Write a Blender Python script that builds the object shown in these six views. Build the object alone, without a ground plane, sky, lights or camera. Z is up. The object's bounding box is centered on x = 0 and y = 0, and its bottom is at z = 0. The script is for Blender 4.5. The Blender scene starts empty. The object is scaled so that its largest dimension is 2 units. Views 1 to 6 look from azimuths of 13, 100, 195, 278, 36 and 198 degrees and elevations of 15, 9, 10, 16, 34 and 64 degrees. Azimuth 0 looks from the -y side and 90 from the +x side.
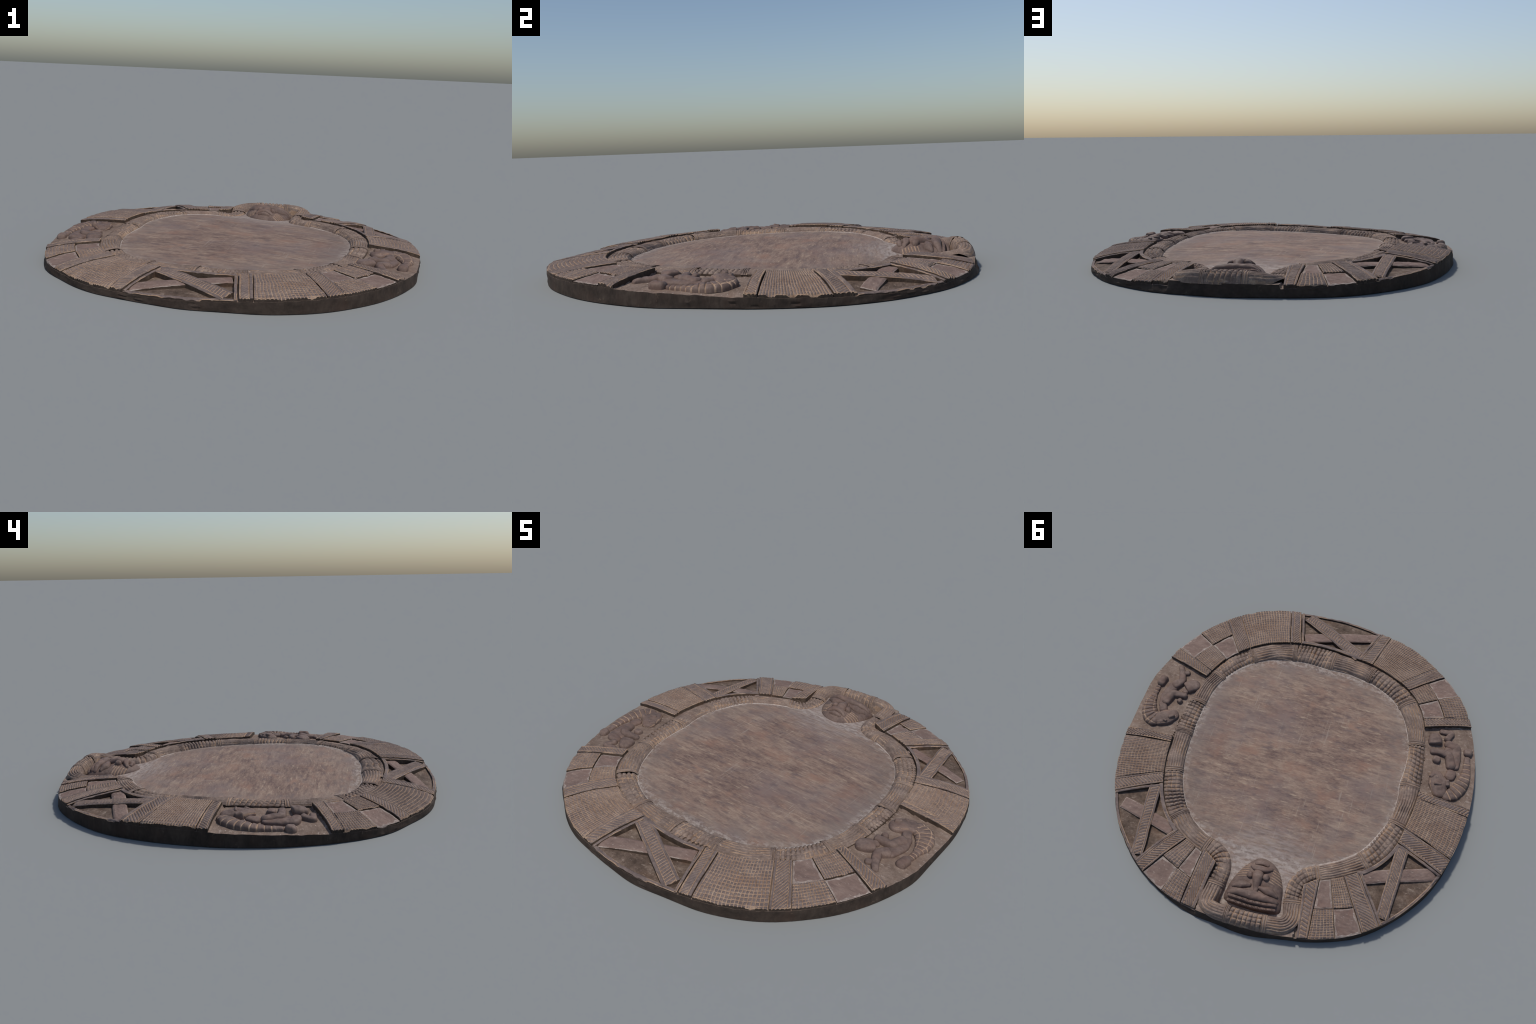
"""Carved round wooden tray: smooth recessed floor, bead moulding, carved rim of woven panels,
hatched bands, checker tiles, crossed beams, two crouching figures and one face."""
import bpy, math
import numpy as np

rng = np.random.default_rng(11)
D2R = math.pi / 180.0

# ------------------------------------------------------------------ plan profile of the tray
# radius of the outer edge every 7.5 degrees, of the rim's inner edge and of the floor every 10 (from -180)
R_OUT = [.968, .971, .979, .991, 1.008, 1.023, 1.028, 1.022, 1.022, 1.015, .998, .994, .993, .992, .999, 1.013,
         1.021, 1.022, 1.017, 1.01, 1.0, .99, .984, .968, .964, .972, .984, .998, 1.008, 1.021, 1.023, 1.027,
         1.023, 1.015, .998, .983, .981, .984, .989, 1.002, 1.013, 1.018, 1.016, 1.008, 1.000, .987, .975, .967]
R_IN = [.686, .689, .704, .734, .765, .772, .76, .747, .731, .733, .741, .75, .76, .761, .755, .735, .715, .7,
        .696, .701, .718, .739, .758, .763, .749, .738, .732, .728, .722, .716, .722, .735, .742, .733, .706, .692]
R_FL = [.58, .595, .617, .637, .656, .666, .658, .64, .622, .607, .621, .636, .653, .658, .653, .645, .623, .604,
        .596, .602, .616, .635, .651, .66, .655, .642, .636, .633, .632, .633, .635, .64, .64, .624, .614, .597]
# height of the rim's outer edge by angle (the board is a little warped)
Z_OUT = [(-180, .079), (-165, .071), (-152, .061), (-140, .046), (-120, .042), (-105, .043), (-90, .052), (-75, .064),
         (-62, .075), (-50, .075), (-32, .078), (-20, .076), (-10, .071), (0, .060), (15, .050), (30, .043), (55, .039), (75, .048), (105, .053), (118, .060), (130, .066),
         (145, .075), (160, .082), (170, .083), (180, .079)]
Z_IN = [(-180, .107), (-150, .098), (-120, .087), (-105, .088), (-90, .093), (-60, .100), (-40, .097), (0, .093),
        (15, .089), (30, .084), (50, .080), (65, .082), (90, .087), (120, .094), (150, .106), (165, .111), (180, .107)]


def periodic(tab, deg):
    """cubic periodic interpolation of a table that starts at -180 degrees"""
    tab = np.asarray(tab); n = len(tab)
    f = (np.asarray(deg, float) + 180.0) / 360.0 * n
    i = np.floor(f).astype(int); t = f - i
    p0, p1, p2, p3 = tab[(i - 1) % n], tab[i % n], tab[(i + 1) % n], tab[(i + 2) % n]
    return .5 * (2 * p1 + (p2 - p0) * t + (2 * p0 - 5 * p1 + 4 * p2 - p3) * t * t + (3 * p1 - p0 - 3 * p2 + p3) * t ** 3)


def wrap(deg):
    return (np.asarray(deg, float) + 180.0) % 360.0 - 180.0


def table(tab, deg):
    a = np.array(tab)
    t = np.r_[a[:-1, 0] - 360, a[:, 0], a[1:, 0] + 360]
    z = np.r_[a[:-1, 1], a[:, 1], a[1:, 1]]
    d = wrap(deg)
    return sum(np.interp(d + o, t, z) for o in (-6, -3, 0, 3, 6)) / 5.0


def r_out(d): return periodic(R_OUT, d) + .002
def r_in(d): return periodic(R_IN, d)
def r_fl(d): return periodic(R_FL, d)


_w = np.random.default_rng(5)
_dirs = _w.uniform(0, 2 * math.pi, 64); _ph = _w.uniform(0, 2 * math.pi, 64); _fr = _w.uniform(.6, 1.7, 64)


def wobble(x, y, freq, seed=0):
    """smooth random field in about -1..1 (sum of sines)"""
    s = 0
    for k in range(6):
        j = (seed * 7 + k * 5) % 64
        s = s + np.sin(freq * _fr[j] * (x * math.cos(_dirs[j]) + y * math.sin(_dirs[j])) * 6.283 + _ph[j])
    return s / 3.2


def polar(x, y):
    return np.hypot(x, y), np.arctan2(y, x) / D2R


def xy(r, deg):
    return r * np.cos(np.asarray(deg) * D2R), r * np.sin(np.asarray(deg) * D2R)


def z_floor(x, y):
    w, p = .6 * x + .8 * y, .8 * x - .6 * y        # the board has cupped: lowest towards two opposite corners
    t = np.clip((y - .45) / .3, 0, 1) * np.clip((.34 - np.abs(x + .02)) / .12, 0, 1)
    return .081 - .010 * w - .072 * w * w - .0064 * p - .008 * p * p - .008 * t * t * (3 - 2 * t) - .006 * np.clip((-y - .35) / .25, 0, 1) ** 2 - .005 * np.exp(-((x + .25) ** 2 + (y - .5) ** 2) / .03)


def rim_s(x, y):
    r, d = polar(x, y)
    a, b = r_in(d), r_out(d)
    return (r - a) / (b - a), d


def z_rim(x, y):
    """top face of the rim: highest at its inner edge, falling away outwards"""
    s, d = rim_s(x, y)
    s = np.clip(s, -.15, 1.03)
    zi, zo = table(Z_IN, d), table(Z_OUT, d)
    c = np.clip(s, 0, 2)
    return zi + (zo - zi) * (.50 * s + .50 * c ** 3)


# sectors of the rim, inner angle and outer angle of each dividing line (degrees, anticlockwise from +x)
SEC = dict(cross_a0=(-103.7, -104.5), post=(-75.45, -75.25), band1=(-75.0, -74.9), weave1=(-70.3, -71.3),
           band2=(-51.9, -53.7), check1=(-46.2, -48.7), band3=(-30.8, -29.2), fig1=(-27.2, -24.5),
           band4=(7.2, 5.6), weave2=(10.7, 8.6), band5=(25.3, 24.2), cross_b=(30.3, 28.5),
           band6=(52.5, 52.8), check2=(57.3, 56.6), band7=(66.5, 71.7), niche=(71.7, 75.4),
           band8=(110.8, 107.0), check3=(116.1, 109.9), band9=(125.8, 125.1), cross_c=(131.9, 130.4),
           band10=(152.2, 154.2), weave3=(159.1, 159.8), band11=(174.4, 174.9), fig2=(178.2, 178.0),
           band12=(210.8, 208.2), check4=(215.4, 211.3), band13=(230.1, 228.6), weave4=(235.2, 233.1),
           band14=(250.3, 251.9), cross_a=(256.3, 255.5))


def in_sector(d, s, a, b):
    lo = a[0] + (a[1] - a[0]) * s; hi = b[0] + (b[1] - b[0]) * s
    m = (lo + hi) / 2
    return np.abs(wrap(d - m)) < (hi - lo) / 2


def z_ground(x, y):
    """the cut-down ground between the raised pieces"""
    s, d = rim_s(x, y)
    sc = np.clip(s, 0, 1)
    depth = np.full(np.shape(s), .017)
    for a, b in (('cross_b', 'band6'), ('cross_c', 'band10')):
        depth = np.where(in_sector(d, sc, SEC[a], SEC[b]), .030 - .012 * sc ** 2, depth)
    depth = np.where(in_sector(d, sc, (-103.7, -104.5), SEC['post']), .034 - .014 * sc ** 2, depth)
    for a, b in (('fig1', 'band4'), ('fig2', 'band12')):
        depth = np.where(in_sector(d, sc, SEC[a], SEC[b]), .028 - .009 * sc ** 2, depth)
    z = z_rim(x, y) - depth
    z = z + .0012 * wobble(x, y, 9, 3)
    niche = (x > -.272) & (x < .236) & (y > .55)
    z = np.where(niche, np.where(y < .90, z_floor(x, y) - .006, .056), z)
    return np.where(s < 0, z_floor(x, y) - .004, z)


# ------------------------------------------------------------------ materials
def new_material(name, dark, mid, light, dust, dust_level=.62, grain=(5, 46), red=(.30, .17, .13), red_amount=.35,
                 speckle=70., rough=.82, bump=.55, scratch=0., spread=(.40, .50, .60), patch_size=(3.0, 7.0)):
    m = bpy.data.materials.new(name); m.use_nodes = True
    nt = m.node_tree; N = nt.nodes; L = nt.links
    bs = N['Principled BSDF']; bs.inputs['Roughness'].default_value = rough
    bs.inputs['Specular IOR Level'].default_value = .16

    def node(t, **kw):
        n = N.new(t)
        for k, v in kw.items():
            setattr(n, k, v)
        return n

    def noise(scale, detail, rough_, vec):
        n = node('ShaderNodeTexNoise'); n.inputs['Scale'].default_value = scale
        n.inputs['Detail'].default_value = detail; n.inputs['Roughness'].default_value = rough_
        L.new(vec, n.inputs['Vector']); return n.outputs['Fac']

    def mapped(rot, scale):
        n = node('ShaderNodeMapping'); n.inputs['Rotation'].default_value = (0, 0, rot)
        n.inputs['Scale'].default_value = scale; L.new(co.outputs['Object'], n.inputs['Vector']); return n.outputs['Vector']

    def ramp(fac, stops):
        n = node('ShaderNodeValToRGB'); e = n.color_ramp.elements
        while len(e) < len(stops): e.new(.5)
        for i, (p, c) in enumerate(stops):
            e[i].position = p; e[i].color = (*c, 1) if len(c) == 3 else c
        L.new(fac, n.inputs['Fac']); return n.outputs['Color']

    def mix(fac, a, b):
        n = node('ShaderNodeMix', data_type='RGBA'); L.new(fac, n.inputs['Factor'])
        L.new(a, n.inputs['A'])
        if isinstance(b, tuple): n.inputs['B'].default_value = (*b, 1)
        else: L.new(b, n.inputs['B'])
        return n.outputs['Result']

    def gate(fac, lo, hi, top=1.0):
        n = node('ShaderNodeMapRange'); n.inputs['From Min'].default_value = lo
        n.inputs['From Max'].default_value = hi; n.inputs['To Max'].default_value = top
        L.new(fac, n.inputs['Value']); return n.outputs['Result']

    co = node('ShaderNodeTexCoord')
    g = noise(1.0, 6, .66, mapped(-.21, (grain[0], grain[1], grain[0])))
    fine = noise(1.0, 4, .7, mapped(-.23, (grain[0] * 5, grain[1] * 3, grain[0] * 5)))
    patch = noise(1.0, 5, .65, mapped(-.21, (patch_size[0], patch_size[1], patch_size[0])))

    def blend(a, b, f):
        n = node('ShaderNodeMix', data_type='FLOAT'); n.inputs['Factor'].default_value = f
        L.new(a, n.inputs['A']); L.new(b, n.inputs['B']); return n.outputs['Result']
    tone = blend(blend(g, patch, .42), fine, .30)
    col = ramp(tone, [(spread[0], dark), (spread[1], mid), (spread[2], light)])
    rn = noise(7.0, 4, .6, mapped(-.2, (1, 1.8, 1)))
    col = mix(gate(rn, .50, .70, red_amount), col, red)
    sp = noise(speckle, 3, .65, mapped(-.21, (.45, 1.3, 1)))
    col = mix(gate(sp, dust_level, dust_level + .10, .75), col, dust)
    if scratch:
        sc = noise(1.0, 4, .7, mapped(.16, (95, 4.5, 1)))
        zone = noise(2.6, 1, .5, mapped(0, (1, 1, 1)))
        mul = node('ShaderNodeMath', operation='MULTIPLY')
        L.new(gate(sc, .60, .69), mul.inputs[0]); L.new(gate(zone, .40, .52, scratch), mul.inputs[1])
        col = mix(mul.outputs[0], col, (.33, .265, .21))
        cool = noise(2.3, 4, .6, mapped(-.2, (1, 1.3, 1)))
        col = mix(gate(cool, .50, .66, .62), col, (.165, .128, .122))
        fl = noise(1.0, 4, .62, mapped(-.21, (11, 62, 1)))
        col = mix(gate(fl, .60, .72, .85), col, (.40, .31, .225))
        bl = noise(1.0, 3, .6, mapped(-.19, (9, 26, 1)))
        col = mix(gate(bl, .55, .70, .75), col, (.125, .092, .088))

        def vmath(op, a, b=None):
            n = node('ShaderNodeVectorMath', operation=op); L.new(a, n.inputs[0])
            if b is not None: n.inputs[1].default_value = b
            return n

        def math_(op, a, b):
            n = node('ShaderNodeMath', operation=op)
            for k, q in enumerate((a, b)):
                if isinstance(q, (int, float)): n.inputs[k].default_value = q
                else: L.new(q, n.inputs[k])
            return n.outputs[0]
        # greyish dusty wear near the floor's rounded-square edge
        sep = node('ShaderNodeSeparateXYZ'); L.new(co.outputs['Object'], sep.inputs[0])
        x2, y2 = math_('POWER', math_('ABSOLUTE', sep.outputs['X'], 0.), 2.), math_('POWER', math_('ABSOLUTE', sep.outputs['Y'], 0.), 2.)
        r2 = math_('ADD', math_('ADD', x2, y2), 1e-4)
        lobes = math_('DIVIDE', math_('MULTIPLY', x2, y2), math_('MULTIPLY', r2, r2))
        edge_r = math_('ADD', math_('MULTIPLY', lobes, .27), .594)
        rel = math_('DIVIDE', math_('SQRT', r2, 0.), edge_r)
        wear = noise(1.0, 4, .65, mapped(-.2, (9, 22, 1)))
        col = mix(math_('MULTIPLY', gate(rel, .72, 1.0, .75), gate(wear, .30, .62)), col, (.212, .172, .146))
        flake = noise(38., 4, .7, mapped(-.2, (.8, 1.2, 1)))
        col = mix(math_('MULTIPLY', gate(rel, .93, 1.0, 1.), gate(flake, .47, .60, .8)), col, (.38, .325, .285))
        # pale bare wood round the face, worn by rubbing
        gm = vmath('DISTANCE', co.outputs['Object'], (-.02, .70, .06))
        strokes = noise(1.0, 3, .6, mapped(-.30, (16, 75, 1)))
        col = mix(math_('MULTIPLY', gate(gm.outputs['Value'], .36, .08), gate(strokes, .36, .66, .8)), col, (.37, .315, .285))
    L.new(col, bs.inputs['Base Color'])
    b = node('ShaderNodeBump'); b.inputs['Strength'].default_value = bump; b.inputs['Distance'].default_value = .004
    add2 = node('ShaderNodeMath', operation='ADD'); L.new(g, add2.inputs[0]); L.new(sp, add2.inputs[1])
    L.new(add2.outputs[0], b.inputs['Height']); L.new(b.outputs['Normal'], bs.inputs['Normal'])
    return m


M_FLOOR = new_material('rubbed_floor_wood', (.122, .082, .072), (.220, .151, .118), (.315, .231, .173),
                       (.37, .30, .235), dust_level=.70, grain=(9, 48), red=(.26, .150, .108), red_amount=.6, scratch=.8,
                       bump=.35, patch_size=(4.5, 8))
M_RIM = new_material('dark_rim_wood', (.092, .071, .065), (.160, .122, .109), (.258, .197, .163),
                     (.36, .275, .215), dust_level=.65, grain=(18, 44), red=(.185, .120, .096), red_amount=.3, patch_size=(9, 12), spread=(.35, .50, .65))
M_GROOVE = new_material('dusty_groove_wood', (.180, .115, .076), (.305, .208, .144), (.42, .315, .232),
                        (.43, .34, .26), dust_level=.62, grain=(18, 30), red=(.24, .138, .082), red_amount=.4, patch_size=(8, 11), spread=(.35, .50, .65))
M_BEAD = new_material('worn_bead_wood', (.110, .079, .065), (.200, .147, .120), (.315, .240, .190),
                      (.40, .31, .245), dust_level=.62, grain=(18, 34), red=(.215, .138, .102), red_amount=.35, patch_size=(9, 12), spread=(.35, .50, .65))
M_TILE = new_material('reddish_tile_wood', (.135, .092, .077), (.195, .135, .112), (.265, .193, .160),
                      (.40, .325, .275), dust_level=.62, grain=(10, 34), red=(.215, .130, .102), red_amount=.5, speckle=110,
                      patch_size=(9, 12), spread=(.34, .50, .66), bump=.3)
M_CHALK = new_material('chalky_edge', (.19, .145, .122), (.265, .210, .180), (.37, .305, .262),
                       (.45, .38, .33), dust_level=.58, grain=(24, 40), red_amount=.2, patch_size=(10, 12))
M_LINE = new_material('pale_residue', (.27, .22, .19), (.37, .31, .27), (.46, .39, .34),
                      (.50, .43, .38), dust_level=.55, grain=(30, 50), red_amount=.1, patch_size=(12, 14))
M_GROUND = new_material('dusty_ground_wood', (.112, .078, .060), (.198, .144, .113), (.305, .235, .188),
                        (.40, .33, .28), dust_level=.60, grain=(16, 26), red=(.20, .122, .082), red_amount=.45, patch_size=(9, 12), spread=(.35, .50, .65))
M_POCKET = new_material('pocket_wood', (.062, .043, .032), (.122, .086, .065), (.235, .178, .138),  # ground wood tinted darker: occlusion shade of the cross hollows baked into colour
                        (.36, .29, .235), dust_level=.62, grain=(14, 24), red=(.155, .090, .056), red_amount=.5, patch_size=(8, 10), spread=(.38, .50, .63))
M_FIG = new_material('polished_figure_wood', (.086, .060, .052), (.150, .105, .087), (.225, .162, .133),
                     (.34, .255, .205), dust_level=.68, grain=(14, 30), red=(.190, .112, .084), red_amount=.5, rough=.60, bump=.25,
                     patch_size=(9, 12), spread=(.35, .50, .65))
M_SIDE = new_material('dark_side_wood', (.026, .020, .0165), (.042, .031, .025), (.060, .045, .036),
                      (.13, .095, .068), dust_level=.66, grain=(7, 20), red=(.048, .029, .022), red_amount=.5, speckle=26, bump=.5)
M_CUT = new_material('crease_shade_tinted_wood', (.040, .028, .021), (.066, .046, .034), (.105, .074, .054),  # wood colour darkened so seams and cut walls carry painted crease shadow
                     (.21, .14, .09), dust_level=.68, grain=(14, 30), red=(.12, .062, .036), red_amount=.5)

# ------------------------------------------------------------------ mesh helpers
tray = bpy.data.objects.new('carved_tray', None)
tray.empty_display_size = .3
bpy.context.scene.collection.objects.link(tray)
tray['label'] = 'round dark wooden tray with carved rim, figures and face'
tray['category'] = 'carved tray'


def add_mesh(name, verts, faces, mats, mat_index=None, parent=None, angle=38, stuff=False):
    me = bpy.data.meshes.new(name)
    v = np.asarray(verts, np.float32); f = np.asarray(faces, np.int32)
    me.vertices.add(len(v)); me.vertices.foreach_set('co', v.ravel())
    k = f.shape[1]
    tri = (f[:, -1] < 0)
    cnt = np.where(tri, k - 1, k)
    idx = f.ravel(); idx = idx[idx >= 0]
    me.loops.add(len(idx)); me.loops.foreach_set('vertex_index', idx)
    me.polygons.add(len(f))
    me.polygons.foreach_set('loop_start', np.r_[0, np.cumsum(cnt)[:-1]].astype(np.int32))
    if mat_index is not None:
        me.polygons.foreach_set('material_index', np.asarray(mat_index, np.int32))
    me.polygons.foreach_set('use_smooth', np.ones(len(f), bool))
    for m in mats: me.materials.append(m)
    me.update(calc_edges=True); me.validate()
    me.set_sharp_from_angle(angle=angle * D2R)
    ob = bpy.data.objects.new(name, me)
    bpy.context.scene.collection.objects.link(ob)
    ob.parent = parent or tray
    if stuff: ob['kind'] = 'stuff'
    return ob


def grid_faces(n, m, off=0, wrap_n=False):
    i, j = np.meshgrid(np.arange(n if wrap_n else n - 1), np.arange(m - 1), indexing='ij')
    i2 = (i + 1) % n
    return np.stack([i * m + j, i2 * m + j, i2 * m + j + 1, i * m + j + 1], -1).reshape(-1, 4) + off


def line_groove(x, w):
    """1 on the line x = integer, falling off with width w (in the same units)"""
    d = np.abs(x - np.round(x))
    return np.exp(-(d / w) ** 2)


STEP = .0017


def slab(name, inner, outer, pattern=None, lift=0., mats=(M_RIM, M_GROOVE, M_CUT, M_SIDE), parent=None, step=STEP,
         rough=.0007, at_edge=True, deep=.006, seed=None, edge=.004, edge_drop=.0022, base=None):
    """raised piece: inner(u) and outer(u) give its two ends (u 0..1 anticlockwise); sides are straight between them"""
    seed = int(rng.integers(1, 60)) if seed is None else seed
    t = np.linspace(0, 1, 20)
    ix, iy = inner(t); ox, oy = outer(t)
    wid = max(np.hypot(np.diff(ix), np.diff(iy)).sum(), np.hypot(np.diff(ox), np.diff(oy)).sum())
    lng = np.hypot(ox - ix, oy - iy).max()
    nu, nv = max(6, int(wid / step)), max(6, int(lng / step))
    u = np.linspace(0, 1, nu); v = np.linspace(0, 1, nv)
    ix, iy = inner(u); ox, oy = outer(u)
    U, V = np.meshgrid(u, v, indexing='ij')
    X = ix[:, None] * (1 - V) + ox[:, None] * V
    Y = iy[:, None] * (1 - V) + oy[:, None] * V
    w_loc = np.hypot(X[-1] - X[0], Y[-1] - Y[0])[None, :] * np.ones_like(U)
    l_loc = np.hypot(ox - ix, oy - iy)[:, None] * np.ones_like(U)
    # hand-cut edges are not dead straight
    bend = .0014 * wobble(X, Y, 5, seed)
    tx, ty = (X[-1] - X[0]) / w_loc[0], (Y[-1] - Y[0]) / w_loc[0]
    X = X + bend * tx[None, :]; Y = Y + bend * ty[None, :]
    Z = z_rim(X, Y) + lift + rough * wobble(X, Y, 16, seed + 1) + rough * .6 * wobble(X, Y, 45, seed + 2)
    mask = np.zeros_like(U)
    if pattern is not None:
        dz, mask = pattern(U, V, w_loc, l_loc, X, Y)
        Z = Z + dz
    dist = np.minimum(np.minimum(U, 1 - U) * w_loc, np.minimum(V, (1 - V)) * l_loc)
    mask = np.maximum(mask, np.exp(-(dist / .0040) ** 2) * np.clip(.62 + .8 * wobble(X, Y, 7, seed + 9), 0, 1))
    Z = Z - edge_drop * np.clip(1 - dist / edge, 0, 1) ** 2
    if at_edge:                            # chipped brim
        far = (1 - V) * l_loc
        Z = Z - .009 * np.clip(wobble(X, Y, 13, seed + 4) - .15, 0, 1) * np.clip(1 - far / .008, 0, 1)
    top = np.stack([X, Y, Z], -1).reshape(-1, 3)
    faces = grid_faces(nu, nv)
    fm = (mask[:-1, :-1] + mask[1:, :-1] + mask[1:, 1:] + mask[:-1, 1:]) / 4
    mi = (fm > .5).astype(int).ravel()
    ring = np.concatenate([np.arange(nu) * nv, (nu - 1) * nv + np.arange(1, nv), (np.arange(nu - 2, -1, -1)) * nv + nv - 1,
                           np.arange(nv - 2, 0, -1)])
    low = top[ring].copy()
    zg = z_ground(low[:, 0], low[:, 1]) if base is None else base(low[:, 0], low[:, 1])
    low[:, 2] = np.minimum(zg, low[:, 2] - .006) - deep
    n0 = len(top); k = len(ring); r2 = np.roll(np.arange(k), -1)
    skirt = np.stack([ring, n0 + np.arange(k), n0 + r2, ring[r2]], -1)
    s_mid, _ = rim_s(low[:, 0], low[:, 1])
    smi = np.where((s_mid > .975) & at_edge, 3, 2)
    return add_mesh(name, np.r_[top, low], np.r_[faces, skirt], mats, np.r_[mi, smi], parent)


def arc(a, b, rad, scale=1., shift=0.):
    """curve at radius rad(angle) between two angles"""
    def f(u):
        d = a + (b - a) * np.asarray(u)
        return xy(rad(d) * scale + shift, d)
    return f


def seg(p, q):
    def f(u):
        u = np.asarray(u)
        return p[0] + (q[0] - p[0]) * u, p[1] + (q[1] - p[1]) * u
    return f


def sector(a, b, gap=0.):
    """inner and outer curves of the sector between two dividing lines"""
    (a0, a1), (b0, b1) = a, b
    return arc(a0 + gap, b0 - gap, r_in, 1., .001), arc(a1 + gap * .75, b1 - gap * .75, r_out, .9985)


# ------------------------------------------------------------------ carved patterns
def weave(n_radial, n_ring, w=.0024, depth=.0036, border=0.):
    """criss-cross of scored lines leaving small square knobs"""
    ph = rng.uniform(0, 1, 2); sd = int(rng.integers(1, 50))

    def f(U, V, W, Lg, X, Y):
        pu = U * n_radial + .14 * wobble(X, Y, 4, sd) + .08 * wobble(X, Y, 14, sd + 4) + ph[0]
        pv = V * n_ring + .17 * wobble(X, Y, 3, sd + 1) + .09 * wobble(X, Y, 13, sd + 5) + ph[1]
        a = line_groove(pu, w * n_radial / W); b = line_groove(pv, w * .85 * n_ring / Lg)
        fade = .75 + .25 * wobble(X, Y, 3.3, sd + 2)
        g = np.maximum(a, b * (.55 + .45 * fade))
        return -depth * np.clip(fade + .2, .5, 1.1) * g, g * (.62 + .40 * fade)
    return f


def hatch(spacing=.0175, slope=1.1, left=.10, right=.90, w=.0034, depth=.0042, plain=None, curl=0.):
    """slanting scored strokes between two border lines; plain = (u0, u1) keeps a smooth strip"""
    sd = int(rng.integers(1, 50)); ph = rng.uniform(0, 1)

    def f(U, V, W, Lg, X, Y):
        ell = V * Lg
        c = (U - .5) * W
        p = (ell + slope * c + curl * c * c / .03) / spacing + .20 * wobble(X, Y, 6, sd) + ph
        inside = ((U > left) & (U < right)).astype(float)
        fade = np.clip(.9 + .30 * wobble(X, Y, 5, sd + 1), .4, 1.1)
        g = line_groove(p, w / spacing) * inside * fade
        bl = np.exp(-((U - left) * W / .0026) ** 2); br = np.exp(-((U - right) * W / .0026) ** 2)
        e = np.maximum(bl, br)
        dz = -depth * g - .0032 * e
        m = np.maximum(g, e * .85)
        if plain is not None:
            strip = ((U > plain[0]) & (U < plain[1])).astype(float)
            dz = dz * (1 - strip) + .0012 * strip; m = m * (1 - strip)
        return dz, m
    return f


def dished(depth=.003):
    """smooth tile, a little hollow, chalky along its edges"""
    sd = int(rng.integers(1, 50))

    def f(U, V, W, Lg, X, Y):
        dist = np.minimum(np.minimum(U, 1 - U) * W, np.minimum(V, 1 - V) * Lg)
        m = np.exp(-(dist / (.0100 + .0060 * wobble(X, Y, 16, sd))) ** 2)
        return -depth * (1 - np.exp(-(dist / .03) ** 2)) + .0006 * wobble(X, Y, 22, sd), m * .95
    return f


def plain_top(U, V, W, Lg, X, Y):
    return .0006 * wobble(X, Y, 25, 4), np.zeros_like(U)


# ------------------------------------------------------------------ tray body
def build_body():
    n = 960
    d = np.linspace(-180, 180, n, endpoint=False)
    ri, ro = r_in(d), r_out(d) - .001
    cols = []
    for f in (.02, .5, .8, .9, .96, .998):
        x, y = xy(ri * f, d); z = z_floor(x, y) - .005
        if f > .95: z = np.where((d > 64) & (d < 118), z, np.maximum(z, table(Z_IN, d) - .019))
        cols.append(np.stack([x, y, z], -1))
    for s in np.linspace(0, 1, 34):
        x, y = xy(ri + (ro - ri) * s, d); z = z_ground(x, y)
        # chipped brim of the sunken panels
        z = z + (s > .985) * .0012 * wobble(x, y, 22, 9)
        cols.append(np.stack([x, y, z], -1))
    ztop = cols[-1][:, 2]
    foot = .004 + .004 * wobble(np.cos(d * D2R), np.sin(d * D2R), 2.2, 12)
    foot = foot + .010 * np.exp(-((d - 80) / 14) ** 2) - .008 * np.exp(-((d + 62) / 20) ** 2) + .002 * np.exp(-((d + 90) / 9) ** 2) + .011 * np.exp(-((d - 92) / 10) ** 2)
    for k, (q, o) in enumerate(((.06, 0.), (.3, .25), (.55, .55), (.8, .9), (1., 1.), (1., .93))):
        rr = r_out(d) - .0005 + foot * o + (.0030 * wobble(np.cos(d * D2R) * 3, np.sin(d * D2R) * 3 + q * 2, 2.6, 20) if 0 < k < 4 else 0)
        x, y = xy(rr, d); cols.append(np.stack([x, y, ztop * (1 - q) + (.0 if k < 5 else 0.)], -1))
    x, y = xy(np.full(n, .01), d); cols.append(np.stack([x, y, x * 0 + .002], -1))
    m = len(cols)
    v = np.stack(cols, 1).reshape(-1, 3)
    faces = grid_faces(n, m, 0, True)
    j = np.tile(np.arange(m - 1), n)
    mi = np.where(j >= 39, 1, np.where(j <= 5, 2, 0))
    mid = v[faces].mean(1)
    s, dd = rim_s(mid[:, 0], mid[:, 1]); s = np.clip(s, 0, 1)
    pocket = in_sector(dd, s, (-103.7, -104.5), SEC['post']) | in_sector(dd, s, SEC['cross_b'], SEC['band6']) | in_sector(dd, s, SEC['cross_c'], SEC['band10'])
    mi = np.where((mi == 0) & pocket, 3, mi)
    add_mesh('tray_body', v, faces, (M_GROUND, M_SIDE, M_CUT, M_POCKET), mi, angle=45)


def build_floor():
    n, m = 360, 70
    d = np.linspace(-180, 180, n, endpoint=False)
    f = np.linspace(0, 1, m) ** .8
    lim = r_fl(d) + .022
    lim = np.where((d > 70) & (d < 112), np.minimum(.90, np.abs(np.where(np.abs(np.cos(d * D2R)) < .02, 9, .235 / (np.abs(np.cos(d * D2R)) + 1e-6)))), lim)
    R = lim[:, None] * f[None, :]
    X, Y = xy(R, d[:, None])
    Z = z_floor(X, Y) + .0007 * wobble(X, Y, 3, 2) + .0004 * wobble(X, Y * 5, 4, 8)
    v = np.stack([X, Y, Z], -1).reshape(-1, 3)
    faces = grid_faces(n, m, 0, True)
    add_mesh('tray_floor', v, faces, (M_FLOOR,))


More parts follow.
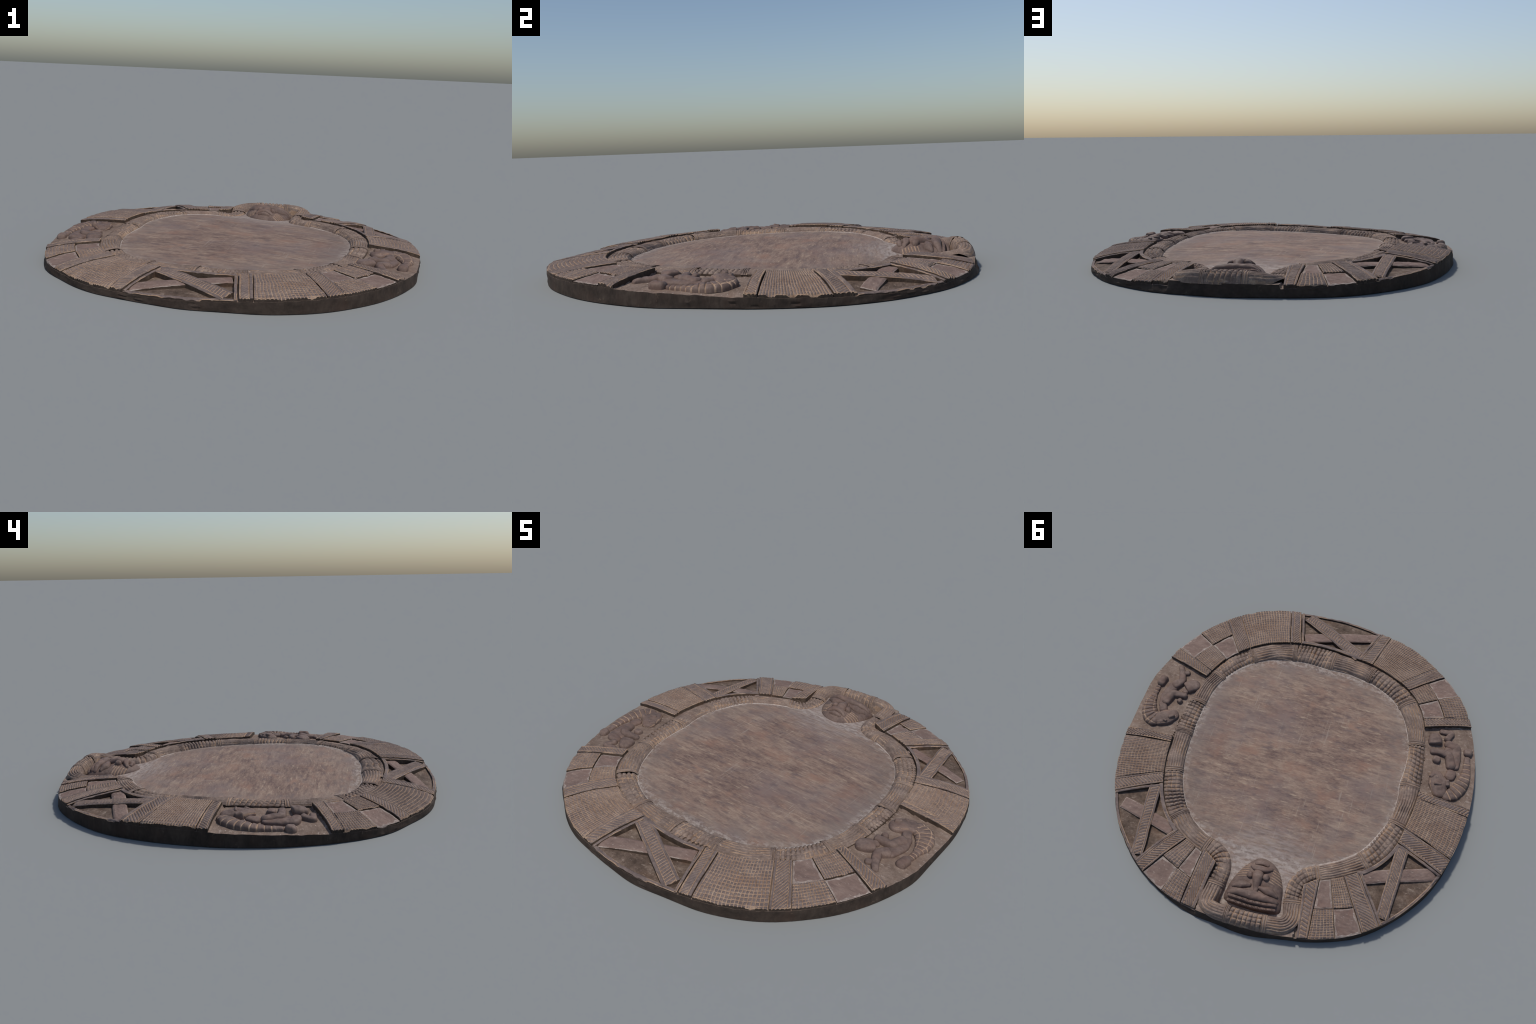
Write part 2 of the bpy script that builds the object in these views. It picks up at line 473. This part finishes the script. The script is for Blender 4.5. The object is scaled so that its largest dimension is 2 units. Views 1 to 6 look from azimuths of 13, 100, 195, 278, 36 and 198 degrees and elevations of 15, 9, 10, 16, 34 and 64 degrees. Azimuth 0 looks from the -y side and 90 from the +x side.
# ------------------------------------------------------------------ bead moulding round the floor
def moulding_path():
    pts = []
    for d in np.arange(118, 424, 4.0):          # all round except the bay of the face
        dd = wrap(d)
        a, b = float(r_fl(dd)), float(r_in(dd)) - .0005
        x, y = xy((a + b) / 2, dd)
        pts.append((x, y, (b - a) / 2, float(table(Z_IN, dd)) - .007))
    pts += [(.243, .642, .047, .072), (.200, .674, .047, .068), (.181, .725, .048, .066), (.182, .800, .048, .070),
            (.185, .860, .047, .080), (.186, .916, .044, .093), (.138, .938, .043, .102), (.075, .938, .045, .106),
            (-.020, .938, .045, .107), (-.117, .930, .045, .104), (-.202, .914, .044, .094), (-.234, .866, .046, .081),
            (-.222, .800, .048, .071), (-.212, .735, .048, .067), (-.218, .682, .047, .069), (-.252, .635, .046, .075)]
    P = np.array(pts)
    n = len(P); out = []
    for i in range(n):
        p0, p1, p2, p3 = P[i - 1], P[i], P[(i + 1) % n], P[(i + 2) % n]
        for t in np.linspace(0, 1, 12, endpoint=False):
            out.append(.5 * (2 * p1 + (p2 - p0) * t + (2 * p0 - 5 * p1 + 4 * p2 - p3) * t * t + (3 * p1 - p0 - 3 * p2 + p3) * t ** 3))
    return np.array(out)


MP = moulding_path()
MS = np.r_[0, np.cumsum(np.hypot(*np.diff(np.r_[MP, MP[:1]], axis=0)[:, :2].T))]
ML = MS[-1]


def path_at(s):
    s = np.asarray(s) % ML
    c = np.r_[MP, MP[:1]]
    return [np.interp(s, MS, c[:, k]) for k in range(4)]


def s_near(p):
    return MS[np.argmin(np.hypot(MP[:, 0] - p[0], MP[:, 1] - p[1]))]


def mould_piece(name, s0, s1, shape, puff=0.):
    n = max(5, int((s1 - s0) / .0022)); m = 40
    s = np.linspace(s0, s1, n)
    x, y, w, zt = path_at(s)
    e = .004
    xa, ya, _, _ = path_at(s - e); xb, yb, _, _ = path_at(s + e)
    tx, ty = xb - xa, yb - ya; l = np.hypot(tx, ty); tx, ty = tx / l, ty / l
    nx, ny = -ty, tx                       # the path runs clockwise or not: make the normal point away from the centre
    if np.mean(nx * x + ny * (y - .0)) < 0: nx, ny = -nx, -ny
    q = np.linspace(-1, 1, m)
    S, Q = np.meshgrid(s, q, indexing='ij')
    X = x[:, None] + nx[:, None] * Q * (w[:, None] + puff); Y = y[:, None] + ny[:, None] * Q * (w[:, None] + puff)
    zb = z_floor(X, Y) - .003
    back = np.clip((Y - .90) / .06, 0, 1) * ((X > -.27) & (X < .24))
    outer = (zt[:, None] - .014) * (1 - back) + .050 * back
    zb = np.where(Q > -.1, zb + (outer - zb) * np.clip((Q + .1) / .5, 0, 1), zb)
    Qs = Q + .10 * (1 - Q * Q)             # crest lies nearer the rim... seen from the floor it leans outwards
    prof = np.clip(1 - np.abs(Qs) ** 2.9, 0, 1) ** .66
    dz, mask = shape(S - s0, s1 - s0, Q, X, Y)
    Z = zb + (zt[:, None] + puff - zb) * prof + dz * np.clip(prof * 2.2, 0, 1) + .0007 * wobble(X, Y, 20, 6)
    v = np.stack([X, Y, Z], -1).reshape(-1, 3)
    fm = (mask[:-1, :-1] + mask[1:, 1:]) / 2
    add_mesh(name, v, grid_faces(n, m), (M_BEAD, M_GROOVE), (fm > .42).astype(int).ravel())


def ribbed():
    k = rng.uniform(3.0, 3.7); ph = rng.uniform(.2, .8); sd = int(rng.integers(1, 40))

    def f(S, Lg, Q, X, Y):
        p = (Q + .10 * wobble(X, Y, 3.5, sd)) * k + ph + .05 * wobble(X, Y, 16, sd + 3)
        g = line_groove(p, .21)
        end = np.clip(np.minimum(S, Lg - S) / .012, 0, 1)
        dep = np.clip(.9 + .5 * wobble(X, Y, 6, sd + 2), .35, 1.5)
        return -.0056 * g * end * dep + .0014 * wobble(X, Y, 9, sd + 1), g * end * (.58 + .40 * wobble(X, Y, 8, sd + 5))
    return f


def checked():
    pitch = rng.uniform(.019, .025); rows = rng.uniform(1.7, 2.3); ph = rng.uniform(0, 1); sd = int(rng.integers(1, 40))
    side = rng.choice([-1, 1])

    def f(S, Lg, Q, X, Y):
        k = max(3, round((Lg - .01) / pitch))
        p = S / Lg * k + .22 * wobble(X, Y, 6, sd) + .25 * Q
        a = line_groove(p, .17)
        b = line_groove(Q * rows + ph + .16 * wobble(X, Y, 6, sd + 1), .17)
        keen = np.clip(.85 + .6 * wobble(X, Y, 5, sd + 2) + .35 * side * Q, .35, 1.5)
        g = np.maximum(a, b * .8)
        return -.0088 * a * keen - .0058 * b * (1 - .6 * a) * keen + .0012 * wobble(X, Y, 12, sd), g * (.55 + .45 * wobble(X, Y, 9, sd + 4))
    return f


def collar():
    k = int(rng.integers(2, 4)); sd = int(rng.integers(1, 40))

    def f(S, Lg, Q, X, Y):
        g = line_groove(S / Lg * k + .5 + .10 * wobble(X, Y, 8, sd), .18)
        return -.0050 * g + .0008 * wobble(X, Y, 14, sd), g * .8
    return f


def build_moulding():
    marks = [(.209, -.652), (.439, -.562), (.581, -.367), (.641, -.171), (.640, .042), (.614, .273), (.490, .509),
             (.289, .619), (.175, .806), (.075, .936), (-.120, .928), (-.212, .787), (-.296, .604), (-.509, .489),
             (-.611, .231), (-.639, -.005), (-.617, -.267), (-.495, -.500), (-.258, -.637), (-.022, -.667)]
    ss = sorted((s_near(p), i) for i, p in enumerate(marks))
    order = [i for _, i in ss]
    half = .0125
    for k, (s, i) in enumerate(ss):
        s2, i2 = ss[(k + 1) % len(ss)]
        if s2 < s: s2 += ML
        first = i                          # piece that follows mark i anticlockwise
        style = ribbed() if first % 2 == 0 else checked()
        mould_piece('ribbed_bead' if first % 2 == 0 else 'checkered_bead', s + half * .7, s2 - half * .7, style)
        mould_piece('bead_collar', s - half, s + half, collar(), .0016)


def build_chalk_line():
    """pale residue caught where floor and moulding meet"""
    d = np.linspace(116, 424, 900)
    dd = wrap(d)
    off = .004 * wobble(np.cos(d * D2R), np.sin(d * D2R), 3, 17)
    wid = .0052 + .0016 * np.clip(wobble(np.cos(d * D2R), np.sin(d * D2R), 4, 23), -.6, 1.3)
    wid = wid + .003 * np.exp(-((wrap(d + 104)) / 16.) ** 2)
    r0 = r_fl(dd) + .010
    cols = []
    q = np.linspace(0, 1, 6)
    for k in q:
        r = r0 - (.008 + wid) * k
        x, y = xy(r + .0015 * wobble(np.cos(d * D2R), np.sin(d * D2R), 30, 31) * k, dd)
        cols.append(np.stack([x, y, z_floor(x, y) + .0022 * (1 - k ** 3) - .0012 * (k > .9)], -1))
    v = np.stack(cols, 1).reshape(-1, 3)
    add_mesh('chalk_residue', v, grid_faces(len(d), 6), (M_LINE,), stuff=True)


# ------------------------------------------------------------------ rim pieces
def build_rim():
    S = SEC
    # woven panels
    for a, b, nr, nc, w in (('weave1', 'band2', 19, 14, .0028), ('weave2', 'band5', 23, 15, .0023),
                            ('weave3', 'band11', 20, 14, .0026), ('weave4', 'band14', 23, 15, .0025)):
        sa, sb = S[a], S[b]
        i, o = sector(sa, sb, .14)
        slab('woven_panel', i, o, weave(nr, nc, w), lift=.005 if a == 'weave3' else -.001)
    # hatched bands between the panels: (from, to, slope sign, plain strip)
    for a, b, sl, pl, lf in (('band1', 'weave1', 1.1, (.78, 1.), .001), ('band2', 'check1', 1.0, None, -.001),
                             ('band3', 'fig1', 1.0, None, .001), ('band4', 'weave2', -1.2, None, .002),
                             ('band5', 'cross_b', 1.0, None, .001), ('band6', 'check2', .9, None, .001),
                             ('band9', 'cross_c', -1.0, None, .001), ('band10', 'weave3', -1.1, None, .001),
                             ('band11', 'fig2', -.8, None, .001), ('band12', 'check4', 1.2, None, .001),
                             ('band13', 'weave4', .8, None, .001), ('band14', 'cross_a', .6, None, .001)):
        i, o = sector(S[a], S[b], .14)
        slab('hatched_band', i, o, hatch(slope=sl, plain=pl, left=.14 if pl is None else .10, right=.86 if pl is None else .72), lift=lf)
    # the two bands that flank the face keep their width and end in a rounded corner
    slab('hatched_band', seg((.216, .708), (.296, .660)), seg((.240, .960), (.318, .952)),
         hatch(slope=1.1, left=.22, right=.84, spacing=.019), lift=.002)
    slab('hatched_band', seg((-.314, .638), (-.246, .692)), seg((-.338, .936), (-.288, .950)),
         hatch(slope=1.0, left=.16, right=.78, spacing=.019), lift=.002)
    # checker fields: two woven tiles stand high, two smooth tiles lie lower
    for a, b, mid_in, mid_out, ring_a, ring_b, rc, swap, wv in (
            ('check1', 'band3', -39.8, -38.3, .897, .883, .889, True, (12, 8)),
            ('check2', 'band7', 62.6, 64.5, .898, .881, .886, False, (6, 9)),
            ('check3', 'band9', 120.7, 117.7, .858, .891, .872, True, (7, 12)),
            ('check4', 'band13', 222.3, 220.4, .870, .903, .889, True, (12, 8))):
        sa, sb = S[a], S[b]
        if a == 'check2': sb = (66.0, 71.4)
        mid = (mid_in, mid_out)
        for half in (0, 1):
            p, q = ((sa, mid), (mid, sb))[half]
            ra, rb = ((ring_a, rc), (rc, ring_b))[half]
            for row in (0, 1):
                woven = (half == row) != swap
                fi = arc(p[0] + .13, q[0] - .13, r_in, 1., .001); fo = arc(p[1] + .11, q[1] - .11, r_out, .9985)

                def cut(u, fi=fi, fo=fo, ra=ra, rb=rb, sh=0.):
                    u = np.asarray(u)
                    x0, y0 = fi(u); x1, y1 = fo(u)
                    r0, r1 = np.hypot(x0, y0), np.hypot(x1, y1)
                    t = (ra + (rb - ra) * u + sh - r0) / (r1 - r0)
                    return x0 + (x1 - x0) * t, y0 + (y1 - y0) * t
                lo = fi if row == 0 else (lambda u, c=cut: c(u, sh=.0020))
                hi = fo if row == 1 else (lambda u, c=cut: c(u, sh=-.0020))
                if woven:
                    slab('woven_tile', lo, hi, weave(wv[0], wv[1], .0021, .0030), lift=-.002)
                else:
                    slab('smooth_tile', lo, hi, dished(), lift=-.0095, mats=(M_TILE, M_CHALK, M_CUT, M_SIDE), edge=.003, edge_drop=.001)


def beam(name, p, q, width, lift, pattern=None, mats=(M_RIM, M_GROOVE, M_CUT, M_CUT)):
    dx, dy = q[0] - p[0], q[1] - p[1]; l = math.hypot(dx, dy)
    nx, ny = -dy / l * width / 2, dx / l * width / 2
    slab(name, seg((p[0] - nx, p[1] - ny), (p[0] + nx, p[1] + ny)), seg((q[0] - nx, q[1] - ny), (q[0] + nx, q[1] + ny)),
         pattern, lift=lift, mats=mats, at_edge=False, edge=.012, edge_drop=.005)


def build_crosses():
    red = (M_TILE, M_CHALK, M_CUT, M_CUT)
    for a, b, top, low, slant in (
            ((-103.7, -104.5), SEC['post'], ((.204, -.944), (-.164, -.738), .076), ((.182, -.772), (-.236, -.925), .066), .25),
            (SEC['cross_b'], SEC['band6'], ((.673, .394), (.632, .780), .066), ((.816, .528), (.490, .608), .066), .4),
            (SEC['cross_c'], SEC['band10'], ((-.677, .345), (-.662, .735), .064), ((-.498, .573), (-.868, .438), .066), -.9)):
        beam('crossing_beam', low[0], low[1], low[2], -.0115, plain_top, red)
        beam('crossing_beam', top[0], top[1], top[2], -.004, hatch(spacing=.0165, slope=slant, left=.20, right=.80, w=.0026, depth=.0030))
        # frame round the sunken field: lips at the moulding and at the brim, posts beside the bands
        slab('frame_lip', arc(a[0], b[0], r_in, 1., .001), arc(a[0], b[0], r_in, 1., .020), plain_top, lift=-.004, at_edge=False,
             mats=(M_RIM, M_GROOVE, M_CUT, M_CUT))
        slab('frame_lip', arc(a[1], b[1], r_out, 1., -.016), arc(a[1], b[1], r_out, .9985), plain_top, lift=-.010,
             mats=(M_RIM, M_GROOVE, M_CUT, M_SIDE))
        for e, sgn in ((a, 1), (b, -1)):
            w = 1.15
            p0, p1 = (e[0], e[0] + sgn * w), (e[1], e[1] + sgn * w * .75)
            if sgn < 0: p0, p1 = p0[::-1], p1[::-1]
            slab('frame_post', arc(p0[0] + .1, p0[1], r_in, 1., .003), arc(p1[0] + .08, p1[1], r_out, 1., -.003), plain_top,
                 lift=-.004, mats=(M_RIM, M_GROOVE, M_CUT, M_SIDE), edge=.004, edge_drop=.003)


# ------------------------------------------------------------------ rounded carved parts (figures, face)
def chain(name, pts, high, parent=None, mats=(M_FIG, M_GROOVE), square=2.9, notch=None, base=z_ground, tilt=None,
          ends=(.8, .8), sink=.004, bumps=.0014, streak=None, full=True):
    """limb or lump lying on the ground: spine points (x, y, half width), height above the ground"""
    P = np.array(pts, float)
    if full: P[:, 2] *= 1.06
    if np.ndim(high) == 0: high = [high] * len(P)
    H = np.array(high, float) * (1.22 if full else 1.)
    if len(P) == 1:
        P = np.array([P[0] + (-.0005, 0, 0), P[0] + (.0005, 0, 0)]); H = np.r_[H, H]
    seg_l = np.hypot(*np.diff(P[:, :2], axis=0).T); s = np.r_[0, np.cumsum(seg_l)]; Lg = s[-1]
    n = max(6, int(Lg / .0022))
    t = np.linspace(0, Lg, n)
    sm = min(.010, Lg * .15) + 1e-6        # rounded joints

    def smooth(val):
        return sum(np.interp(np.clip(t + o * sm, 0, Lg), s, val) for o in (-1, -.5, 0, .5, 1)) / 5
    x, y, w, h = smooth(P[:, 0]), smooth(P[:, 1]), smooth(P[:, 2]), smooth(H)
    dx, dy = np.gradient(x), np.gradient(y); l = np.hypot(dx, dy) + 1e-9; dx, dy = dx / l, dy / l
    # rounded caps
    caps0 = np.sin(np.linspace(0, 1, 9)[:-1] * math.pi / 2); caps1 = caps0[::-1]
    o0 = -np.cos(np.linspace(0, 1, 9)[:-1] * math.pi / 2) * w[0] * ends[0]; o1 = -o0[::-1] / max(w[0] * ends[0], 1e-9) * w[-1] * ends[1]
    X = np.r_[x[0] + dx[0] * o0, x, x[-1] + dx[-1] * o1]; Y = np.r_[y[0] + dy[0] * o0, y, y[-1] + dy[-1] * o1]
    W = np.r_[w[0] * caps0, w, w[-1] * caps1]; Hh = np.r_[h[0] * caps0, h, h[-1] * caps1]
    if ends[0] < .3: Hh[:8] = h[0] * caps0 ** .3; W[:8] = w[0] * caps0 ** .3
    if ends[1] < .3: Hh[-8:] = h[-1] * caps1 ** .3; W[-8:] = w[-1] * caps1 ** .3
    NX, NY = -np.r_[np.full(8, dy[0]), dy, np.full(8, dy[-1])], np.r_[np.full(8, dx[0]), dx, np.full(8, dx[-1])]
    T = np.r_[np.full(8, 0), t, np.full(8, Lg)]
    m = 30
    a = np.linspace(0, math.pi, m)
    ca = np.sign(np.cos(a)) * np.abs(np.cos(a)) ** (2 / square); sa = np.abs(np.sin(a)) ** (2 / square)
    GX = X[:, None] + NX[:, None] * W[:, None] * ca[None, :]; GY = Y[:, None] + NY[:, None] * W[:, None] * ca[None, :]
    zg = base(X, Y) if callable(base) else np.full(len(X), base)
    mask = np.zeros(GX.shape); k = np.ones(GX.shape)
    if notch:
        g = line_groove((T / Lg * notch)[:, None] + 0 * ca[None, :] + .5, .13)
        k = 1 - .24 * g; mask = np.maximum(mask, g * (T > 0)[:, None] * (T < Lg)[:, None])
    if streak:
        g = line_groove(ca[None, :] * streak + .15 * wobble(GX, GY, 9, 4), .16) * (sa[None, :] > .3)
        k = k * (1 - .07 * g); mask = np.maximum(mask, g * .75)
    GZ = zg[:, None] + Hh[:, None] * sa[None, :] * k
    if tilt is not None: GZ = GZ + tilt(GX, GY)
    GZ = GZ + bumps * wobble(GX, GY, 22, 7) * sa[None, :]
    GZ[:, 0] -= sink; GZ[:, -1] -= sink
    v = np.stack([GX, GY, GZ], -1).reshape(-1, 3)
    fm = (mask[:-1, :-1] + mask[1:, 1:]) / 2
    return add_mesh(name, v, grid_faces(len(X), m), mats, (fm > .55).astype(int).ravel(), parent, angle=60)


def build_figures():
    # figure on the +x side: big head with a long plaited tail that curls back, crouching body, cup
    body = chain('carved_figure', [(.811, -.229, .030), (.838, -.150, .026), (.832, -.088, .020)], [.013, .014, .012])
    chain('head', [(.815, .004, .040), (.772, -.022, .046), (.742, -.046, .034)], [.022, .025, .018], body, streak=2.6)
    chain('ear', [(.757, -.012, .012), (.735, -.030, .010)], .028, body)
    chain('eye', [(.782, .008, .011), (.764, .012, .008)], .0275, body)
    chain('hair_plait', [(.901, -.135, .019), (.905, -.095, .032), (.895, -.045, .042), (.870, -.006, .045), (.832, .012, .042)],
          [.014, .019, .022, .024, .022], body, notch=8, streak=1.6)
    chain('plait_neck', [(.898, -.200, .014), (.903, -.135, .017)], .013, body, notch=3)
    chain('plait_knob', [(.886, -.262, .023), (.893, -.222, .022)], .021, body)
    chain('neck', [(.823, -.082, .022), (.812, -.058, .022)], .018, body)
    chain('arm', [(.822, -.112, .026), (.798, -.176, .021), (.722, -.178, .017)], [.021, .023, .019], body)
    chain('hand', [(.748, -.142, .015), (.738, -.136, .013)], .018, body, square=3.5)
    chain('leg', [(.808, -.232, .028), (.776, -.266, .022), (.795, -.322, .018), (.818, -.362, .015)], [.020, .022, .016, .012], body)
    chain('foot', [(.793, -.322, .014), (.764, -.335, .016)], .013, body)
    chain('cup', [(.734, -.232, .035), (.716, -.250, .038), (.690, -.262, .033)], [.022, .025, .022], body, square=3.2, ends=(.25, .8))
    chain('cup_stem', [(.742, -.214, .016), (.726, -.205, .014)], .012, body)
    # figure on the -x side
    body = chain('carved_figure', [(-.775, -.322, .022), (-.828, -.312, .026), (-.838, -.245, .026), (-.842, -.190, .022)], [.015, .018, .014, .012])
    chain('belly', [(-.790, -.292, .026), (-.822, -.245, .024), (-.828, -.200, .018)], .011, body)
    chain('head', [(-.792, -.010, .034), (-.775, -.066, .052), (-.752, -.112, .034)], [.016, .023, .018], body, streak=2.2)
    chain('ear', [(-.818, -.086, .013), (-.824, -.060, .013)], .026, body)
    chain('eye', [(-.790, -.055, .009), (-.756, -.050, .010)], .0265, body)
    chain('mouth', [(-.744, -.110, .012), (-.730, -.088, .011)], .020, body)
    chain('hair_plait', [(-.902, -.240, .018), (-.907, -.202, .020), (-.909, -.162, .025), (-.903, -.116, .031), (-.886, -.066, .036),
                         (-.860, -.024, .036), (-.828, .000, .026)], [.013, .014, .016, .019, .021, .020, .014], body, notch=9)
    chain('plait_neck', [(-.898, -.268, .016), (-.901, -.240, .016)], .012, body)
    chain('plait_knob', [(-.896, -.312, .024), (-.896, -.296, .022)], .021, body)
    chain('neck', [(-.832, -.150, .026), (-.826, -.122, .026)], .015, body, square=3.2)
    chain('arm', [(-.703, -.248, .017), (-.742, -.255, .018), (-.796, -.252, .022), (-.822, -.186, .026)], [.017, .020, .023, .020], body)
    chain('hand', [(-.738, -.212, .020), (-.737, -.198, .020)], .018, body, square=4)
    chain('leg', [(-.768, -.345, .018), (-.790, -.395, .016), (-.728, -.388, .015)], [.018, .015, .012], body)
    chain('cup', [(-.712, -.302, .036), (-.705, -.325, .037), (-.698, -.345, .028)], [.023, .026, .020], body, square=3.2, ends=(.25, .8))


FACE_RIM = [(.002, .612), (.042, .640), (.082, .690), (.110, .752), (.124, .812), (.114, .870), (-.020, .882),
            (-.162, .866), (-.166, .800), (-.150, .728), (-.112, .660), (-.058, .620)]
FACE_MID = (-.018, .765)


def face_outline(n=220):
    ctrl = np.array(FACE_RIM); nc = len(ctrl); u = np.arange(n) / n * nc; i = u.astype(int); t = (u - i)[:, None]
    p0, p1, p2, p3 = ctrl[(i - 1) % nc], ctrl[i], ctrl[(i + 1) % nc], ctrl[(i + 2) % nc]
    return .5 * (2 * p1 + (p2 - p0) * t + (2 * p0 - 5 * p1 + 4 * p2 - p3) * t ** 2 + (3 * p1 - p0 - 3 * p2 + p3) * t ** 3)


_rim = face_outline()
_ra = np.arctan2(_rim[:, 1] - FACE_MID[1], _rim[:, 0] - FACE_MID[0]); _o = np.argsort(_ra)
_ra, _rr = _ra[_o], np.hypot(_rim[:, 0] - FACE_MID[0], _rim[:, 1] - FACE_MID[1])[_o]


def face_surface(X, Y):
    """domed oval of the face with hollow eye sockets"""
    dx, dy = X - FACE_MID[0], Y - FACE_MID[1]
    F = np.clip(np.hypot(dx, dy) / np.interp(np.arctan2(dy, dx), _ra, _rr, period=2 * math.pi), 0, 1)
    Z = z_floor(X, Y) - .002 + .050 * np.clip(1 - F ** 3.2, 0, 1) ** .7 + .012 * np.clip((Y - .70) / .12, 0, 1) * (1 - F ** 4)
    for ex, ey in ((.054, .778), (-.090, .778)):
        Z = Z - .016 * np.exp(-1.1 * (((X - ex) / .056) ** 2 + ((Y - ey) / .030) ** 2)) * (1 - F ** 4)
    return Z


def build_face():
    n, m = 220, 64
    f = np.linspace(0, 1, m)
    X = FACE_MID[0] + (_rim[:, :1] - FACE_MID[0]) * f; Y = FACE_MID[1] + (_rim[:, 1:] - FACE_MID[1]) * f
    Z = face_surface(X, Y)
    cheek = np.clip((np.abs(X + .018) - .045) / .02, 0, 1) * np.clip((.750 - Y) / .02, 0, 1) * np.clip((Y - .650) / .012, 0, 1)
    g = line_groove((Y - .22 * np.abs(X + .018)) / .0135, .22) * cheek
    Z = Z - .0040 * g + .0007 * wobble(X, Y, 26, 5)
    Z[:, -1] -= .006
    v = np.stack([X, Y, Z], -1).reshape(-1, 3)
    fm = (g[:, :-1] + np.roll(g, -1, 0)[:, 1:]) / 2
    face = add_mesh('carved_face', v, grid_faces(n, m, 0, True), (M_FIG, M_GROOVE), (fm > .5).astype(int).ravel(), angle=60)
    kw = dict(base=face_surface, full=False, sink=.008, ends=(1., 1.))
    chain('nose', [(-.027, .795, .012), (-.022, .760, .019), (-.017, .730, .028), (-.014, .712, .030)], [.008, .020, .028, .026], face, square=2.2, **kw)
    for p in ((.024, .724), (-.058, .717)):
        chain('nostril', [(p[0], p[1], .018)], .021, face, **kw)
    chain('lip', [(.032, .672, .009), (.006, .684, .016), (-.018, .682, .018), (-.045, .680, .016), (-.072, .664, .009)], [.008, .020, .023, .020, .008], face, **kw)
    chain('lip', [(.016, .654, .009), (-.014, .648, .013), (-.048, .651, .009)], [.008, .017, .008], face, **kw)
    chain('eye', [(.096, .797, .007), (.056, .780, .026), (.010, .775, .011)], [.008, .029, .014], face, square=2.1, **kw)
    chain('eye', [(-.040, .776, .009), (-.090, .779, .026), (-.140, .794, .007)], [.014, .029, .008], face, square=2.1, **kw)
    chain('brow', [(.104, .832, .010), (.056, .822, .018), (-.018, .820, .024), (-.092, .820, .018), (-.148, .820, .010)],
          [.008, .018, .021, .018, .008], face, square=2.1, **kw)
    for y0, hh in ((.850, .015), (.870, .018)):
        chain('hair_band', [(.100, y0 - .004, .008), (.050, y0, .0085), (-.020, y0 + .002, .009), (-.090, y0 - .003, .0085), (-.148, y0 - .014, .008)],
              [hh * .6, hh, hh * 1.1, hh, hh * .6], face, notch=40, **kw)


build_body()
build_floor()
build_rim()
build_crosses()
build_moulding()
build_chalk_line()
build_figures()
build_face()
